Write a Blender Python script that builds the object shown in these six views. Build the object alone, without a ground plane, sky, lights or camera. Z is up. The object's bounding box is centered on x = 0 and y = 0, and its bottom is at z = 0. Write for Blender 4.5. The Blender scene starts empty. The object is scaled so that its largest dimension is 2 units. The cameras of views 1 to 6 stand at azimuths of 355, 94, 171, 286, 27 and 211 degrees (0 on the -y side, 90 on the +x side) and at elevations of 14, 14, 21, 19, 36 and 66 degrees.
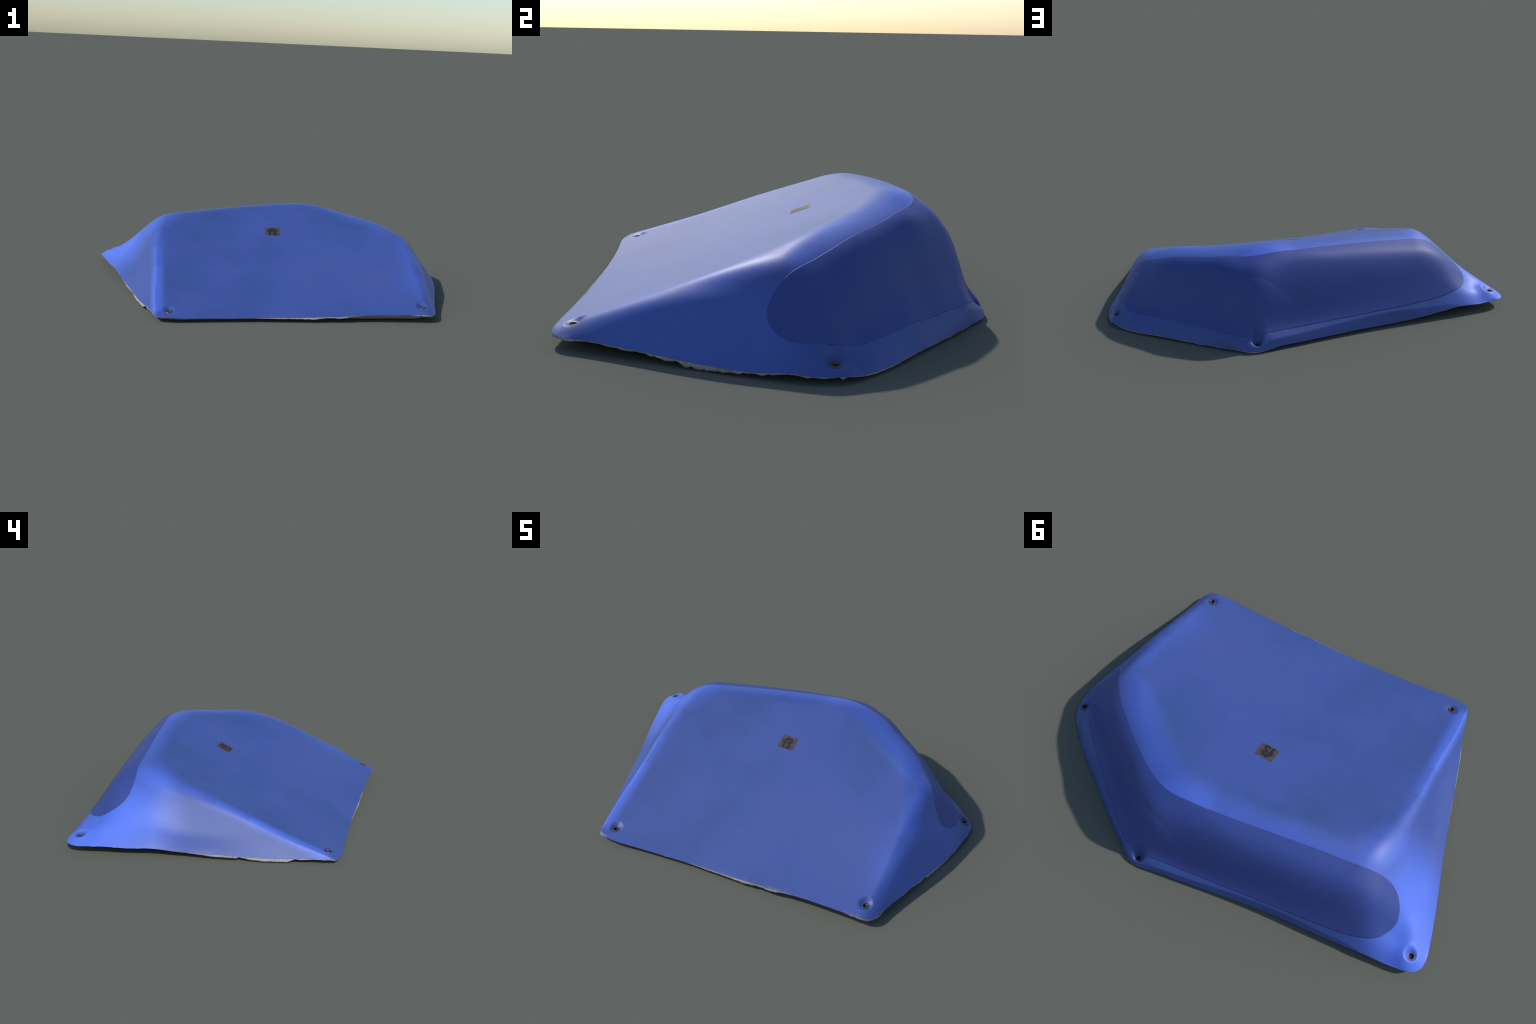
"""Large moulded blue climbing-wall hold: a hollow five-cornered wedge shell with a
matt grip panel wrapped round its back, five countersunk screw holes, a raw
laminate edge and a small printed badge on the sloping face."""
import bpy, bmesh, math
import numpy as np
from mathutils import noise, Vector

# ------------------------------------------------------------------ the form
# The face is one gently dished slope; four walls rise from the base lines
# between the corners.  Everything is blended with a smooth minimum.
CORNER = {'A': (-.62, -.73), 'B': (.80, -.645), 'C': (.99, .24), 'D': (.33, .745), 'E': (-.995, .545)}
EDGE = {'right': 'BC', 'back_right': 'CD', 'back_left': 'DE', 'left': 'EA'}
FRONT = [0.2675, 0.0172, 0.3799, 0.0426, 0.0343, 0.0082, -0.0047, -0.0337]
WALLS = {
    'right': dict(base=[0.056, 1.5015, -0.2645, 0.0218, -0.3603, 0.043, -0.7037, -0.5609],
        foot=[0.0249, -0.0176, -0.2094], belly=[0.0461, -0.0536]),
    'back_right': dict(base=[0.0618, 1.5321, -0.1613, -0.0013, 0.1986, 0.0243, 0.1528, -0.3125],
        foot=[-0.0218, 0.0386, -0.1278], belly=[0.05, 0.0052]),
    'back_left': dict(base=[0.0311, 1.7534, -0.7328, 0.0127, -0.8018, 0.1014, -1.5073, 0.3868],
        foot=[-0.0199, 0.077, 0.0148], belly=[0.0377, -0.0125]),
    'left': dict(base=[0.0464, 1.1487, 0.5837, -0.0804, 0.4061, 0.0578, -0.3978, 0.3302],
        foot=[-0.0126, 0.0248, 0.2034], belly=[0.0198, 0.0686]),
}
ROUND = {'kL0': 0.014, 'kL1': 0.0646, 'kR0': 0.0753, 'kR1': 0.0794, 'kB': 0.2193, 'kB1': -0.0369, 'kB2': 0.0142, 'kD': 0.1485}
CORNER_SWELL = {'C': [0.0283, -0.0268], 'D': [0.0019, 0.018], 'E': [0.0131, -0.0461]}
# soft swells and hollows of the hand-shaped form: x, y, height, radius
SWELL = [(-.87, .44, .012, .08), (.46, .50, .018, .10), (.63, .43, .013, .08), (.42, .20, -.006, .17),
         (-.82, .16, .018, .09), (.20, -.48, .003, .30), (-.83, .50, .008, .06)]


def smooth_min(a, b, k):
    k = np.maximum(k, 1e-4)
    h = np.maximum(k - np.abs(a - b), 0)
    return np.minimum(a, b) - h * h / (4 * k)

def wall_height(name, x, y):
    P, Q = (np.array(CORNER[c]) for c in EDGE[name])
    t = Q - P
    length = np.hypot(*t)
    t = t / length
    d = -(x - P[0]) * t[1] + (y - P[1]) * t[0]
    s = np.clip(((x - P[0]) * t[0] + (y - P[1]) * t[1]) / length - .5, -.7, .7)
    w = WALLS[name]
    a, b, c, e, f, g, i, j = w['base']
    z = a + b * d + c * d * d + e * s + f * s * d + g * s * s + i * s * s * d + j * s * d * d
    z = z + np.exp(-((d - .06) / .045) ** 2) * (w['foot'][0] + w['foot'][1] * s + w['foot'][2] * s * s)
    return z + np.exp(-((d - .17) / .07) ** 2) * (w['belly'][0] + w['belly'][1] * s)

def body_height(x, y):
    x = np.asarray(x, float); y = np.asarray(y, float)
    f = FRONT
    face = (f[0] + f[1] * x + f[2] * y + f[3] * x * x + f[4] * x * y + f[5] * y * y
            + f[6] * x ** 3 + f[7] * y ** 3)
    up = np.clip(y + .7, 0, 1.2) ** 2
    h = smooth_min(face, wall_height('right', x, y), ROUND['kR0'] + ROUND['kR1'] * up)
    h = smooth_min(h, wall_height('left', x, y), ROUND['kL0'] + ROUND['kL1'] * up)
    back = smooth_min(wall_height('back_right', x, y), wall_height('back_left', x, y), ROUND['kD'])
    h = smooth_min(h, back, np.clip(ROUND['kB'] + ROUND['kB1'] * x + ROUND['kB2'] * np.exp(-((x - .45) / .25) ** 2), .02, 1))
    for c, (near, far) in CORNER_SWELL.items():
        P = np.array(CORNER[c]); v = -P / np.hypot(*P)
        X, Y = P + v * .07, P + v * .18
        h = h + near * np.exp(-((x - X[0]) ** 2 + (y - X[1]) ** 2) / .06 ** 2)
        h = h + far * np.exp(-((x - Y[0]) ** 2 + (y - Y[1]) ** 2) / .09 ** 2)
    for cx, cy, lift, r in SWELL:
        h = h + lift * np.exp(-((x - cx) ** 2 + (y - cy) ** 2) / r ** 2)
    return h

# screw pockets: centre, floor height and floor radius
HOLES = [(-.557, -.670, .040, .014), (.748, -.587, .064, .017), (.954, .223, .046, .021), (.304, .713, .031, .017), (-.937, .486, .070, .014)]
HOLE_R = .012

def wall_pitch(x, y, e=.03):
    gx = (body_height(x + e, y) - body_height(x - e, y)) / (2 * e)
    gy = (body_height(x, y + e) - body_height(x, y - e)) / (2 * e)
    return float(np.hypot(gx, gy))

def height(x, y):
    h = body_height(x, y)
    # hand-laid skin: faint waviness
    h = h + .0012 * (np.sin(7.1 * x + 3.3 * y + 1.) * np.sin(6.3 * y - 2.1 * x + .4) + .6 * np.sin(13. * x - 9. * y + 2.))
    for cx, cy, floor, flat in HOLES:
        r = np.hypot(x - cx, y - cy)
        steep = wall_pitch(cx, cy)
        out = np.maximum(r - flat, 0)
        pocket = floor + (.3 + 1.5 * steep) * out + 8 * out ** 2
        cut = np.clip(h - smooth_min(h, pocket, .022), 0, None)
        h = h - .045 * np.tanh(cut / .045) * np.clip((.041 - r) / .013, 0, 1)
    return h

def normal(x, y, e=.002):
    gx = (height(x + e, y) - height(x - e, y)) / (2 * e)
    gy = (height(x, y + e) - height(x, y - e)) / (2 * e)
    l = np.sqrt(gx * gx + gy * gy + 1)
    return -gx / l, -gy / l, 1 / l

# ------------------------------------------------------------------ helpers
root = bpy.data.objects.new('climbing_hold', None)
bpy.context.scene.collection.objects.link(root)
root.empty_display_size = .2
root['label'] = 'large glossy blue wedge-shaped climbing wall hold with matt back panel'
root['category'] = 'climbing hold'

def add_part(name, verts, faces, mat, parent=None, smooth=True):
    me = bpy.data.meshes.new(name)
    me.from_pydata([tuple(map(float, v)) for v in verts], [], [tuple(map(int, f)) for f in faces])
    me.materials.append(mat)
    me.polygons.foreach_set('use_smooth', [smooth] * len(me.polygons))
    me.validate(); me.update()
    ob = bpy.data.objects.new(name, me)
    bpy.context.scene.collection.objects.link(ob)
    ob.parent = parent or root
    return ob

def grid_faces(rows, cols, wrap=False):
    i, j = np.meshgrid(np.arange(rows - 1), np.arange(cols if wrap else cols - 1), indexing='ij')
    k = (j + 1) % cols
    return np.stack([i * cols + j, i * cols + k, (i + 1) * cols + k, (i + 1) * cols + j], -1).reshape(-1, 4)

def spline(points, n, closed=False):
    """Catmull-Rom through the control points, resampled evenly by length."""
    P = np.array(points, float)
    m = len(P)
    idx = (lambda k: k % m) if closed else (lambda k: min(max(k, 0), m - 1))
    out = []
    for k in range(m if closed else m - 1):
        a, b, c, d = (P[idx(k + o)] for o in (-1, 0, 1, 2))
        t = np.linspace(0, 1, 24, endpoint=False)[:, None]
        out.append(.5 * (2 * b + (c - a) * t + (2 * a - 5 * b + 4 * c - d) * t ** 2 + (3 * b - a - 3 * c + d) * t ** 3))
    out.append(P[:1] if closed else P[-1:])
    Q = np.concatenate(out)
    L = np.concatenate([[0], np.cumsum(np.hypot(*np.diff(Q, axis=0).T))])
    s = np.linspace(0, L[-1], n, endpoint=not closed)
    return np.stack([np.interp(s, L, Q[:, k]) for k in range(Q.shape[1])], 1)

def noise1(v, seed, scale):
    return np.array([noise.noise(Vector((a * scale, seed * 7.13, .37))) for a in v])

# ------------------------------------------------------------------ materials
def new_mat(name):
    m = bpy.data.materials.new(name); m.use_nodes = True
    nt = m.node_tree
    return m, nt, nt.nodes['Principled BSDF']

def node(nt, kind, **kw):
    n = nt.nodes.new(kind)
    for k, v in kw.items():
        if k in n.inputs.keys(): n.inputs[k].default_value = v
        else: setattr(n, k, v)
    return n

def ramp(nt, src, stops):
    r = nt.nodes.new('ShaderNodeValToRGB')
    e = r.color_ramp.elements
    while len(e) < len(stops): e.new(.5)
    for el, (p, c) in zip(e, stops):
        el.position = p
        el.color = (*c, 1) if len(c) == 3 else c
    nt.links.new(src, r.inputs[0])
    return r.outputs[0]

def mix(nt, fac, a, b, mode='MIX'):
    m = nt.nodes.new('ShaderNodeMix'); m.data_type = 'RGBA'; m.blend_type = mode
    for sock, v in ((m.inputs[0], fac), (m.inputs[6], a), (m.inputs[7], b)):
        if isinstance(v, (int, float)): sock.default_value = v
        elif isinstance(v, tuple): sock.default_value = (*v, 1)
        else: nt.links.new(v, sock)
    return m.outputs[2]

def noise_tex(nt, co, scale, detail=3, rough=.5):
    n = node(nt, 'ShaderNodeTexNoise', Scale=scale, Detail=detail, Roughness=rough)
    nt.links.new(co, n.inputs['Vector'])
    return n.outputs['Fac']

def bump(nt, bsdf, h, strength, dist):
    b = node(nt, 'ShaderNodeBump', Strength=strength, Distance=dist)
    nt.links.new(h, b.inputs['Height']); nt.links.new(b.outputs[0], bsdf.inputs['Normal'])

def capsule_mask(nt, co, p, q, r0, r1):
    """1 inside r0 of the segment p-q, fading to 0 at r1 (object space)."""
    def vec(op, a, b=None):
        n = node(nt, 'ShaderNodeVectorMath', operation=op)
        for s, v in zip(n.inputs, (a, b)):
            if v is None: continue
            if isinstance(v, tuple): s.default_value = v
            else: nt.links.new(v, s)
        return n
    p, q = Vector(p), Vector(q)
    d = q - p
    rel = vec('SUBTRACT', co, tuple(p)).outputs[0]
    dot = vec('DOT_PRODUCT', rel, tuple(d / max(d.length_squared, 1e-9))).outputs['Value']
    cl = node(nt, 'ShaderNodeClamp'); nt.links.new(dot, cl.inputs[0])
    foot = node(nt, 'ShaderNodeVectorMath', operation='SCALE'); foot.inputs[0].default_value = tuple(d)
    nt.links.new(cl.outputs[0], foot.inputs['Scale'])
    dist = vec('DISTANCE', rel, foot.outputs[0]).outputs['Value']
    mr = node(nt, 'ShaderNodeMapRange', interpolation_type='SMOOTHSTEP')
    nt.links.new(dist, mr.inputs[0])
    for k, v in zip((1, 2, 3, 4), (r0, r1, 1., 0.)): mr.inputs[k].default_value = v
    return mr.outputs[0]

def blue_gelcoat():
    m, nt, b = new_mat('blue_gelcoat')
    co = node(nt, 'ShaderNodeTexCoord').outputs['Object']
    cloud = noise_tex(nt, co, 2.6, 3, .55)
    base = ramp(nt, cloud, [(.32, BODY_BLUE_A), (.5, BODY_BLUE_B), (.68, BODY_BLUE_C)])
    # baked highlights: ridges, crest and tail tinted brighter where light catches them
    painted_light = None
    for p, q, r0, r1, amt in PAINTED_LIGHT:
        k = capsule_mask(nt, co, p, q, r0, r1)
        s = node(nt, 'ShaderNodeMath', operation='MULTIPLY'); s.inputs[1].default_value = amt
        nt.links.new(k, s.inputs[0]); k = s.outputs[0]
        if painted_light is None: painted_light = k
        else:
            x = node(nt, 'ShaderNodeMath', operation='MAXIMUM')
            nt.links.new(painted_light, x.inputs[0]); nt.links.new(k, x.inputs[1]); painted_light = x.outputs[0]
    col = mix(nt, painted_light, base, PAINTED_LIGHT_BLUE)
    # shade of the screw dimples painted into the colour
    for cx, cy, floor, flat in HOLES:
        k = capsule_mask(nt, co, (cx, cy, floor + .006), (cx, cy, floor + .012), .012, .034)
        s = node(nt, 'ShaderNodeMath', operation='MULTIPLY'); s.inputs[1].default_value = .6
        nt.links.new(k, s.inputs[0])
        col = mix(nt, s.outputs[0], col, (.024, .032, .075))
    grain = noise_tex(nt, co, 260, 2)
    col = mix(nt, .10, col, ramp(nt, grain, [(.3, (.02, .04, .16)), (.7, (.12, .19, .55))]))
    nt.links.new(col, b.inputs['Base Color'])
    b.inputs['Roughness'].default_value = .49
    b.inputs['Specular IOR Level'].default_value = .5
    bump(nt, b, noise_tex(nt, co, 420, 2), .05, .001)
    return m

def grip_paint():
    m, nt, b = new_mat('matt_grip_paint')
    co = node(nt, 'ShaderNodeTexCoord').outputs['Object']
    base = ramp(nt, noise_tex(nt, co, 3.1, 3), [(.3, GRIP_A), (.7, GRIP_B)])
    speck = noise_tex(nt, co, 330, 2, .7)
    col = mix(nt, .22, base, ramp(nt, speck, [(.35, (.012, .022, .10)), (.68, (.09, .14, .42))]))
    nt.links.new(col, b.inputs['Base Color'])
    b.inputs['Roughness'].default_value = .52
    b.inputs['Specular IOR Level'].default_value = .4
    bump(nt, b, speck, .25, .0012)
    return m

def raw_laminate():
    m, nt, b = new_mat('raw_laminate')
    co = node(nt, 'ShaderNodeTexCoord').outputs['Object']
    base = ramp(nt, noise_tex(nt, co, 14, 4, .6), [(.3, (.20, .175, .16)), (.55, (.38, .34, .31)), (.75, (.52, .46, .40))])
    fibre = node(nt, 'ShaderNodeMapping'); fibre.inputs['Scale'].default_value = (160, 160, 12)
    nt.links.new(co, fibre.inputs[0])
    col = mix(nt, .25, base, ramp(nt, noise_tex(nt, fibre.outputs[0], 1, 2), [(.35, (.13, .11, .10)), (.65, (.62, .56, .50))]))
    nt.links.new(col, b.inputs['Base Color'])
    b.inputs['Roughness'].default_value = .85
    bump(nt, b, noise_tex(nt, fibre.outputs[0], 1, 2), .4, .002)
    return m

def plain(name, c, rough, metallic=0., vary=.3, scale=60):
    m, nt, b = new_mat(name)
    co = node(nt, 'ShaderNodeTexCoord').outputs['Object']
    lo = tuple(v * (1 - vary) for v in c); hi = tuple(min(1, v * (1 + vary)) for v in c)
    nt.links.new(ramp(nt, noise_tex(nt, co, scale), [(.3, lo), (.7, hi)]), b.inputs['Base Color'])
    b.inputs['Roughness'].default_value = rough
    b.inputs['Metallic'].default_value = metallic
    return m

BODY_BLUE_A, BODY_BLUE_B, BODY_BLUE_C = (.037, .080, .280), (.048, .091, .345), (.059, .094, .335)
PAINTED_LIGHT_BLUE = (.10, .20, .85)
GRIP_A, GRIP_B = (.038, .067, .29), (.046, .079, .325)
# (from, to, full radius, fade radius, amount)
PAINTED_LIGHT = [((-.96, .50, .06), (-.82, .30, .15), .02, .36, 1.),
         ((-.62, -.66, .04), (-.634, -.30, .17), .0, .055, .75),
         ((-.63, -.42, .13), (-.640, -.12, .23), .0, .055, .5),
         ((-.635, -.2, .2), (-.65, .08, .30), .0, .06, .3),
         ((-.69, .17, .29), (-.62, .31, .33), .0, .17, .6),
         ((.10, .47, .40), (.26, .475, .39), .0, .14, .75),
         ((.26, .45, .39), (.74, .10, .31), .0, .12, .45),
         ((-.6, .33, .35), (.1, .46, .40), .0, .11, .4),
         ((.90, -.05, .12), (.86, -.35, .09), .05, .28, .32),  # right wall lightened in colour for the scan's baked-in light
         ((.77, .0, .30), (.79, -.2, .21), .0, .09, .45)]
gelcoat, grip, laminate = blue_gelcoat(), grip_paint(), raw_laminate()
badge_mat = plain('brown_print', (.080, .055, .050), .5, vary=.12)
ink_mat = plain('dark_print', (.014, .015, .020), .5, vary=.1)
steel = plain('dull_steel', (.11, .095, .08), .4, .5, .6, 150)
dark = plain('dark_bore', (.02, .02, .022), .6)

# ------------------------------------------------------------------ base outline
# control points round the base (x, y, height of the lowest edge), from the near left
# corner along the front, the right side, the two back sides and the left side
RIM = [
       (-.626, -.712, .02), (-.618, -.724, .019), (-.6, -.732, .018), (-.518, -.736, .018), (-.344, -.715, .018),
       (-.069, -.690, .015), (.15, -.678, .0135), (.22, -.674, .015), (.465, -.660, .026), (.6, -.657, .03),
       (.7, -.655, .034), (.76, -.65, .036), (.792, -.636, .036), (.815, -.6, .034), (.833, -.527, .024),
       (.899, -.279, .014), (.965, -.036, .016), (.99, .1, .018), (.997, .17, .017), (.99, .235, .014),
       (.965, .285, .008), (.93, .322, .003), (.848, .396, .002), (.695, .504, .004), (.52, .627, .003),
       (.4, .703, .001), (.355, .731, .0), (.318, .742, .0), (.27, .738, .003), (.18, .719, .008),
       (.086, .702, .008), (-.153, .655, .008), (-.36, .621, .008), (-.52, .605, .014), (-.65, .59, .024),
       (-.82, .57, .04), (-.92, .555, .047), (-.965, .541, .047), (-.992, .515, .047), (-1.0, .48, .048),
       (-.992, .425, .05), (-.938, .25, .041), (-.875, .069, .034), (-.793, -.185, .016), (-.73, -.391, .011),
       (-.667, -.574, .012),
]

N = 1200
curve = spline(RIM, N, closed=True)
rim, rim_low = curve[:, :2], np.maximum(curve[:, 2], .001)
step = np.hypot(*np.diff(rim, axis=0, append=rim[:1]).T)
arc = np.concatenate([[0], np.cumsum(step)[:-1]])
total = step.sum()
centre = np.array([.0, .05])
# chipped lower edge of the blue skin
chips = np.maximum(noise1(arc, 1, 9) - .28, 0) * .022 + np.maximum(noise1(arc, 2, 30) - .3, 0) * .02
def along(keys):
    """periodic linear interpolation of (fraction of perimeter, value) keys"""
    k = sorted(keys)
    f = np.array([a for a, _ in k]); v = np.array([b for _, b in k])
    return np.interp(arc / total, np.concatenate([[f[-1] - 1], f, [f[0] + 1]]), np.concatenate([[v[-1]], v, [v[0]]]))

cf = [arc[np.argmin(np.hypot(rim[:, 0] - c[0], rim[:, 1] - c[1]))] / total for c in CORNER.values()]
cA, cB, cC, cD, cE = cf
def between(a, b, s):
    if b < a: b += 1
    return (a + (b - a) * s) % 1
def smooth_loop(v, k):
    return np.convolve(np.concatenate([v[-k:], v, v[:k]]), np.ones(2 * k + 1) / (2 * k + 1), 'valid')

# how far the bare laminate shows below the blue skin
band = along([(cA, .004), (between(cA, cB, .08), .001), (between(cA, cB, .28), .001), (between(cA, cB, .42), .008), (between(cA, cB, .62), .014), (between(cA, cB, .74), .003),
              (between(cA, cB, .90), .002), (cB, .018), (between(cB, cC, .12), .004), (between(cB, cC, .33), .007), (between(cB, cC, .36), .015),
              (between(cB, cC, .46), .012), (between(cB, cC, .52), .026), (between(cB, cC, .58), .022), (between(cB, cC, .62), .012), (between(cB, cC, .8), .009),
              (cC, .003), (between(cC, cD, .12), .008), (between(cC, cD, .4), .004), (between(cC, cD, .92), .004), (cD, .008), (between(cD, cE, .1), .001),
              (between(cD, cE, .5), .003), (cE, .004), (between(cE, cA, .05), .003), (between(cE, cA, .1), .001), (between(cE, cA, .33), .002), (between(cE, cA, .46), .004),
              (between(cE, cA, .56), .018), (between(cE, cA, .635), .014), (between(cE, cA, .64), .003), (between(cE, cA, .68), .016), (between(cE, cA, .82), .020),
              (between(cE, cA, .85), .004), (between(cE, cA, .87), .009), (between(cE, cA, .97), .005)])
rag = .7 * np.maximum(noise1(arc, 5, 9), -.6) + .45 * noise1(arc, 6, 26) + .3 * noise1(arc, 7, 70)
torn = along([(cA, .4), (between(cA, cB, .5), .5), (cB, 1.), (between(cB, cC, .5), 1.5), (cC, 1.1), (cD, .8), (cE, .6), (between(cE, cA, .6), .35)])
band = np.maximum(.68 * band * (1 + torn * rag), .0006)
flap = np.maximum(noise1(arc, 9, 17) - .25, 0) * np.maximum(noise1(arc, 10, 60) + .2, 0)   # torn tags
band = band + .05 * flap * np.clip(torn - .6, 0, 1)
# the skin ends where the form meets the base line, or in a short upright lip at the back
cap = along([(cA, .03), (cB, .03), (between(cB, cC, .85), .02), (between(cC, cD, .1), .008), (cD, .006), (between(cD, cE, .6), .007), (between(cD, cE, .9), .02), (cE, .03)])
skin_z = smooth_loop(height(rim[:, 0], rim[:, 1]), 12)
edge_z = np.minimum(skin_z, rim_low + cap) - .002 * np.maximum(noise1(arc, 3, 6), 0) - .2 * chips
edge_z = np.maximum(edge_z, .003)
low_z = np.maximum(edge_z - band, .0008)

# ------------------------------------------------------------------ shell
RINGS = 230
u = np.linspace(0, 1, RINGS)[1:]
t = 1 - (1 - u) ** 1.35
X = centre[0] + t[:, None] * (rim[:, 0] - centre[0])
Y = centre[1] + t[:, None] * (rim[:, 1] - centre[1])
Z = height(X, Y)
# pull the last few rings onto the trimmed edge
reach = np.hypot(rim[:, 0] - centre[0], rim[:, 1] - centre[1])
w = np.clip(1 - (1 - t)[:, None] * reach / .013, 0, 1) ** 1.4
Z = Z - w * (height(rim[:, 0], rim[:, 1]) - edge_z)
R = len(t)
verts = np.concatenate([np.stack([X, Y, Z], -1).reshape(-1, 3), [[*centre, height(*centre)]]])
faces = grid_faces(R, N, True)
mid = verts[faces].mean(1)
keep = np.ones(len(faces), bool)
for cx, cy, _, _ in HOLES:
    keep &= np.hypot(mid[:, 0] - cx, mid[:, 1] - cy) > HOLE_R + .0005
faces = [tuple(f) for f in faces[keep]] + [(R * N, j, (j + 1) % N) for j in range(N)]
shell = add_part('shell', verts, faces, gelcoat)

# ------------------------------------------------------------------ raw edge and hollow inside
nx = np.gradient(rim[:, 1]); ny = -np.gradient(rim[:, 0])
nl = np.hypot(nx, ny); nx, ny = nx / nl, ny / nl
THICK = .024
flare = along([(between(cA, cB, .2), .1), (between(cA, cB, .42), .85), (between(cA, cB, .66), .85), (between(cA, cB, .8), .1), (cB, .2), (cC, .15), (cD, .1),
               (cE, .1), (between(cE, cA, .45), .2), (between(cE, cA, .55), .38), (between(cE, cA, .85), .38), (cA, .2)])
rows = []
for inset, k, up in ((.004, 0, .0004), (.0012, .08, 0), (.0014, .5, 0), (.0020, 1, 0), (.010, 1, .0003), (THICK, .95, .001)):
    wob = .0010 * noise1(arc, 11 + inset * 500, 60) + (inset - flare * band * min(k * 1.4, 1) if inset < .01 else inset)
    rows.append(np.stack([rim[:, 0] - nx * wob, rim[:, 1] - ny * wob, edge_z + k * (low_z - edge_z) + up], 1))
edge = add_part('raw_edge', np.concatenate(rows), grid_faces(len(rows), N, True)[:, ::-1], laminate)

# inner skin: starts at the raw edge and follows the outer form at wall thickness
ti = np.linspace(1, 0, 60)[:-1]
inner0 = rows[-1]
rowsi = []
for k in ti:
    x = centre[0] + k * (inner0[:, 0] - centre[0]); y = centre[1] + k * (inner0[:, 1] - centre[1])
    z = body_height(x, y) - .065
    f = np.clip((1 - k) / .05, 0, 1)
    rowsi.append(np.stack([x, y, np.maximum(inner0[:, 2] * (1 - f) + z * f, .004)], 1))
iv = np.concatenate(rowsi + [[[*centre, float(body_height(*centre)) - .065]]])
last = (len(rowsi) - 1) * N
fi = [tuple(f) for f in grid_faces(len(rowsi), N, True)[:, ::-1]] + [(last + j, len(iv) - 1, last + (j + 1) % N) for j in range(N)]
add_part('inner_skin', iv, fi, laminate)

# ------------------------------------------------------------------ grip panel
TIP_R, TIP_L = (.878, .021), (-.820, .408)
PANEL_TOP = [TIP_R, (.857, .028), (.836, .046), (.812, .076), (.779, .119), (.733, .168), (.673, .227), (.585, .293), (.481, .368), (.400, .420),
             (.323, .457), (.262, .475), (.202, .478), (.110, .469), (.024, .455), (-.145, .423), (-.377, .375), (-.578, .337),
             (-.675, .314), (-.737, .313), (-.777, .333), (-.806, .369), TIP_L]
PANEL_LOW = [TIP_R, (.897, .031), (.916, .056), (.931, .091), (.939, .138), (.925, .192), (.902, .243), (.869, .294), (.806, .355),
             (.687, .455), (.532, .578), (.432, .655), (.365, .688), (.285, .698), (.200, .686), (.103, .670), (-.267, .614),
             (-.507, .580), (-.680, .550), (-.772, .510), (-.812, .449), TIP_L]
M, K = 420, 90
fine = .5 - .5 * np.cos(np.pi * np.linspace(0, 1, M))
pos = .35 * fine + .65 * np.linspace(0, 1, M)
def resample(c):
    q = spline(c, 4000)
    return np.stack([np.interp(pos, np.linspace(0, 1, 4000), q[:, k]) for k in (0, 1)], 1)
top, lowc = resample(PANEL_TOP), resample(PANEL_LOW)
v = np.linspace(0, 1, K)
v = np.concatenate([[0], v, [1]])          # the doubled end rows form the edge of the coat
K += 2
PX = lowc[:, None, 0] * (1 - v) + top[:, None, 0] * v
PY = lowc[:, None, 1] * (1 - v) + top[:, None, 1] * v
lift = np.full(PX.shape, .0005)
lift[:, 0] = lift[:, -1] = -.002
lift[0] = lift[-1] = -.001
NX, NY, NZ = normal(PX, PY)
pv = np.stack([PX + NX * lift, PY + NY * lift, height(PX, PY) + NZ * lift], -1).reshape(-1, 3)
panel = add_part('grip_panel', pv, grid_faces(M, K)[:, ::-1], grip)

# ------------------------------------------------------------------ screw holes
def lathe(profile, n=40):
    a = np.linspace(0, 2 * np.pi, n, endpoint=False)
    return np.concatenate([np.stack([r * np.cos(a), r * np.sin(a), np.full(n, z)], 1) for r, z in profile]), grid_faces(len(profile), n, True)[:, ::-1]

rv, rf = lathe([(HOLE_R + .004, -.004), (HOLE_R + .003, .0004), (HOLE_R + .0015, .0008), (HOLE_R - .0005, .0), (HOLE_R - .0025, -.003), (HOLE_R - .003, -.010)])
bv, bf = lathe([(HOLE_R - .0028, -.006), (HOLE_R - .0028, -.009), (.0001, -.0095)])
ring_me = bore_me = None
for cx, cy, floor, flat in HOLES:
    if ring_me is None:
        ring = add_part('screw_hole', rv, rf, steel); bore = add_part('bore', bv, bf, dark, ring)
        ring_me, bore_me = ring.data, bore.data
    else:
        ring = bpy.data.objects.new('screw_hole', ring_me); bore = bpy.data.objects.new('bore', bore_me)
        for o in (ring, bore): bpy.context.scene.collection.objects.link(o)
        ring.parent = root; bore.parent = ring
    ring.location = (cx, cy, floor - .001)
    g = normal(cx + 0., cy + 0., .03)
    ring.rotation_euler = (-g[1] * .25, g[0] * .25, 0)

# ------------------------------------------------------------------ badge
BO, BU, BV = np.array([-.028, .043]), np.array([.0845, .0005]), np.array([-.0005, .0745])

def on_face(uv, lift):
    xy = BO + np.outer(uv[:, 0], BU) + np.outer(uv[:, 1], BV)
    n = np.stack(normal(xy[:, 0], xy[:, 1]), 1)
    return np.column_stack([xy, height(xy[:, 0], xy[:, 1])]) + n * lift

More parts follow.
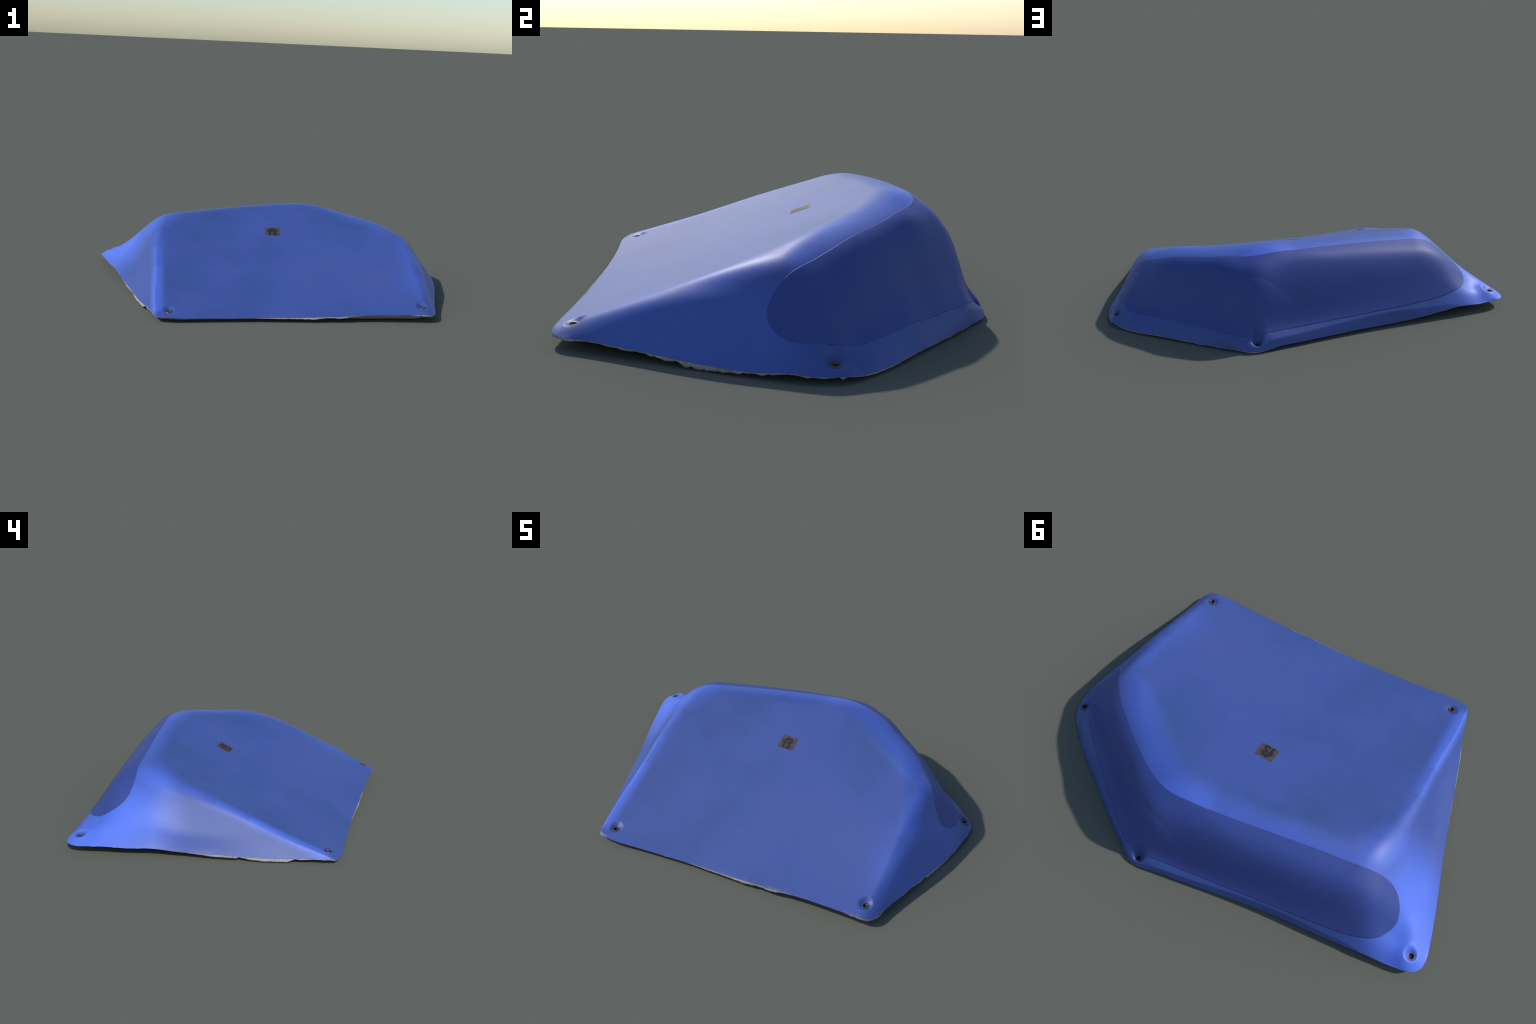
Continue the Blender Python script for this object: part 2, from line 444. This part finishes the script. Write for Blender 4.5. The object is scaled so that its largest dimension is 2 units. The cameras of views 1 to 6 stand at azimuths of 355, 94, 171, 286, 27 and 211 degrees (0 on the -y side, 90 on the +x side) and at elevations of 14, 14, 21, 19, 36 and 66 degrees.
def slab(name, outlines, lift, mat, parent=None):
    """convex outlines in badge coordinates -> one thin raised print lying on the face"""
    bm = bmesh.new()
    for outline in outlines:
        uv = np.array(outline, float); n = len(uv)
        ring = [[bm.verts.new(p) for p in on_face(uv, l)] for l in (-.0015, lift)]
        for j in range(n):
            bm.faces.new((ring[0][j], ring[0][(j + 1) % n], ring[1][(j + 1) % n], ring[1][j]))
        bm.faces.new(ring[1])
    bmesh.ops.recalc_face_normals(bm, faces=bm.faces)
    me = bpy.data.meshes.new(name); bm.to_mesh(me); bm.free()
    me.materials.append(mat)
    ob = bpy.data.objects.new(name, me); bpy.context.scene.collection.objects.link(ob)
    ob.parent = parent or root
    return ob

def rounded_rect(r, n=8):
    out = []
    for cx, cy, a0 in ((1 - r, r, -90), (1 - r, 1 - r, 0), (r, 1 - r, 90), (r, r, 180)):
        for k in range(n + 1):
            a = math.radians(a0 + 90 * k / n)
            out.append((cx + r * math.cos(a), cy + r * math.sin(a)))
    return out

badge = slab('badge', [rounded_rect(.11)], .0010, badge_mat)
slab('mountain_mark', [[(.165, .625), (.554, .634), (.554, .825), (.422, .940)],
                       [(.554, .634), (.835, .640), (.645, .880), (.554, .825)]], .0016, ink_mat, badge)
slab('letter', [[(.236, .035), (.385, .035), (.385, .455), (.236, .455)],
                [(.15, .455), (.485, .455), (.485, .590), (.15, .590)]], .0016, ink_mat, badge)
# heavy S: a stroke of constant weight along two opposed bowls
spine = spline([(.775, .455), (.735, .525), (.645, .535), (.570, .490), (.565, .410), (.640, .330), (.720, .260), (.735, .170), (.665, .100), (.570, .105), (.510, .190)], 60)
tg = np.gradient(spine, axis=0); tg /= np.linalg.norm(tg, axis=1)[:, None]
sd = np.stack([-tg[:, 1], tg[:, 0]], 1) * .072
left, right = spine + sd, spine - sd
n = len(spine)
bm = bmesh.new()
L0, R0 = ([bm.verts.new(p) for p in on_face(s, -.0015)] for s in (left, right))
L1, R1 = ([bm.verts.new(p) for p in on_face(s, .0016)] for s in (left, right))
for k in range(n - 1):
    bm.faces.new((L1[k], R1[k], R1[k + 1], L1[k + 1]))
    bm.faces.new((L0[k], L1[k], L1[k + 1], L0[k + 1]))
    bm.faces.new((R0[k + 1], R1[k + 1], R1[k], R0[k]))
for k in (0, n - 1): bm.faces.new((L0[k], R0[k], R1[k], L1[k]))
bmesh.ops.recalc_face_normals(bm, faces=bm.faces)
me = bpy.data.meshes.new('letter'); bm.to_mesh(me); bm.free(); me.materials.append(ink_mat)
ob = bpy.data.objects.new('letter', me); bpy.context.scene.collection.objects.link(ob); ob.parent = badge
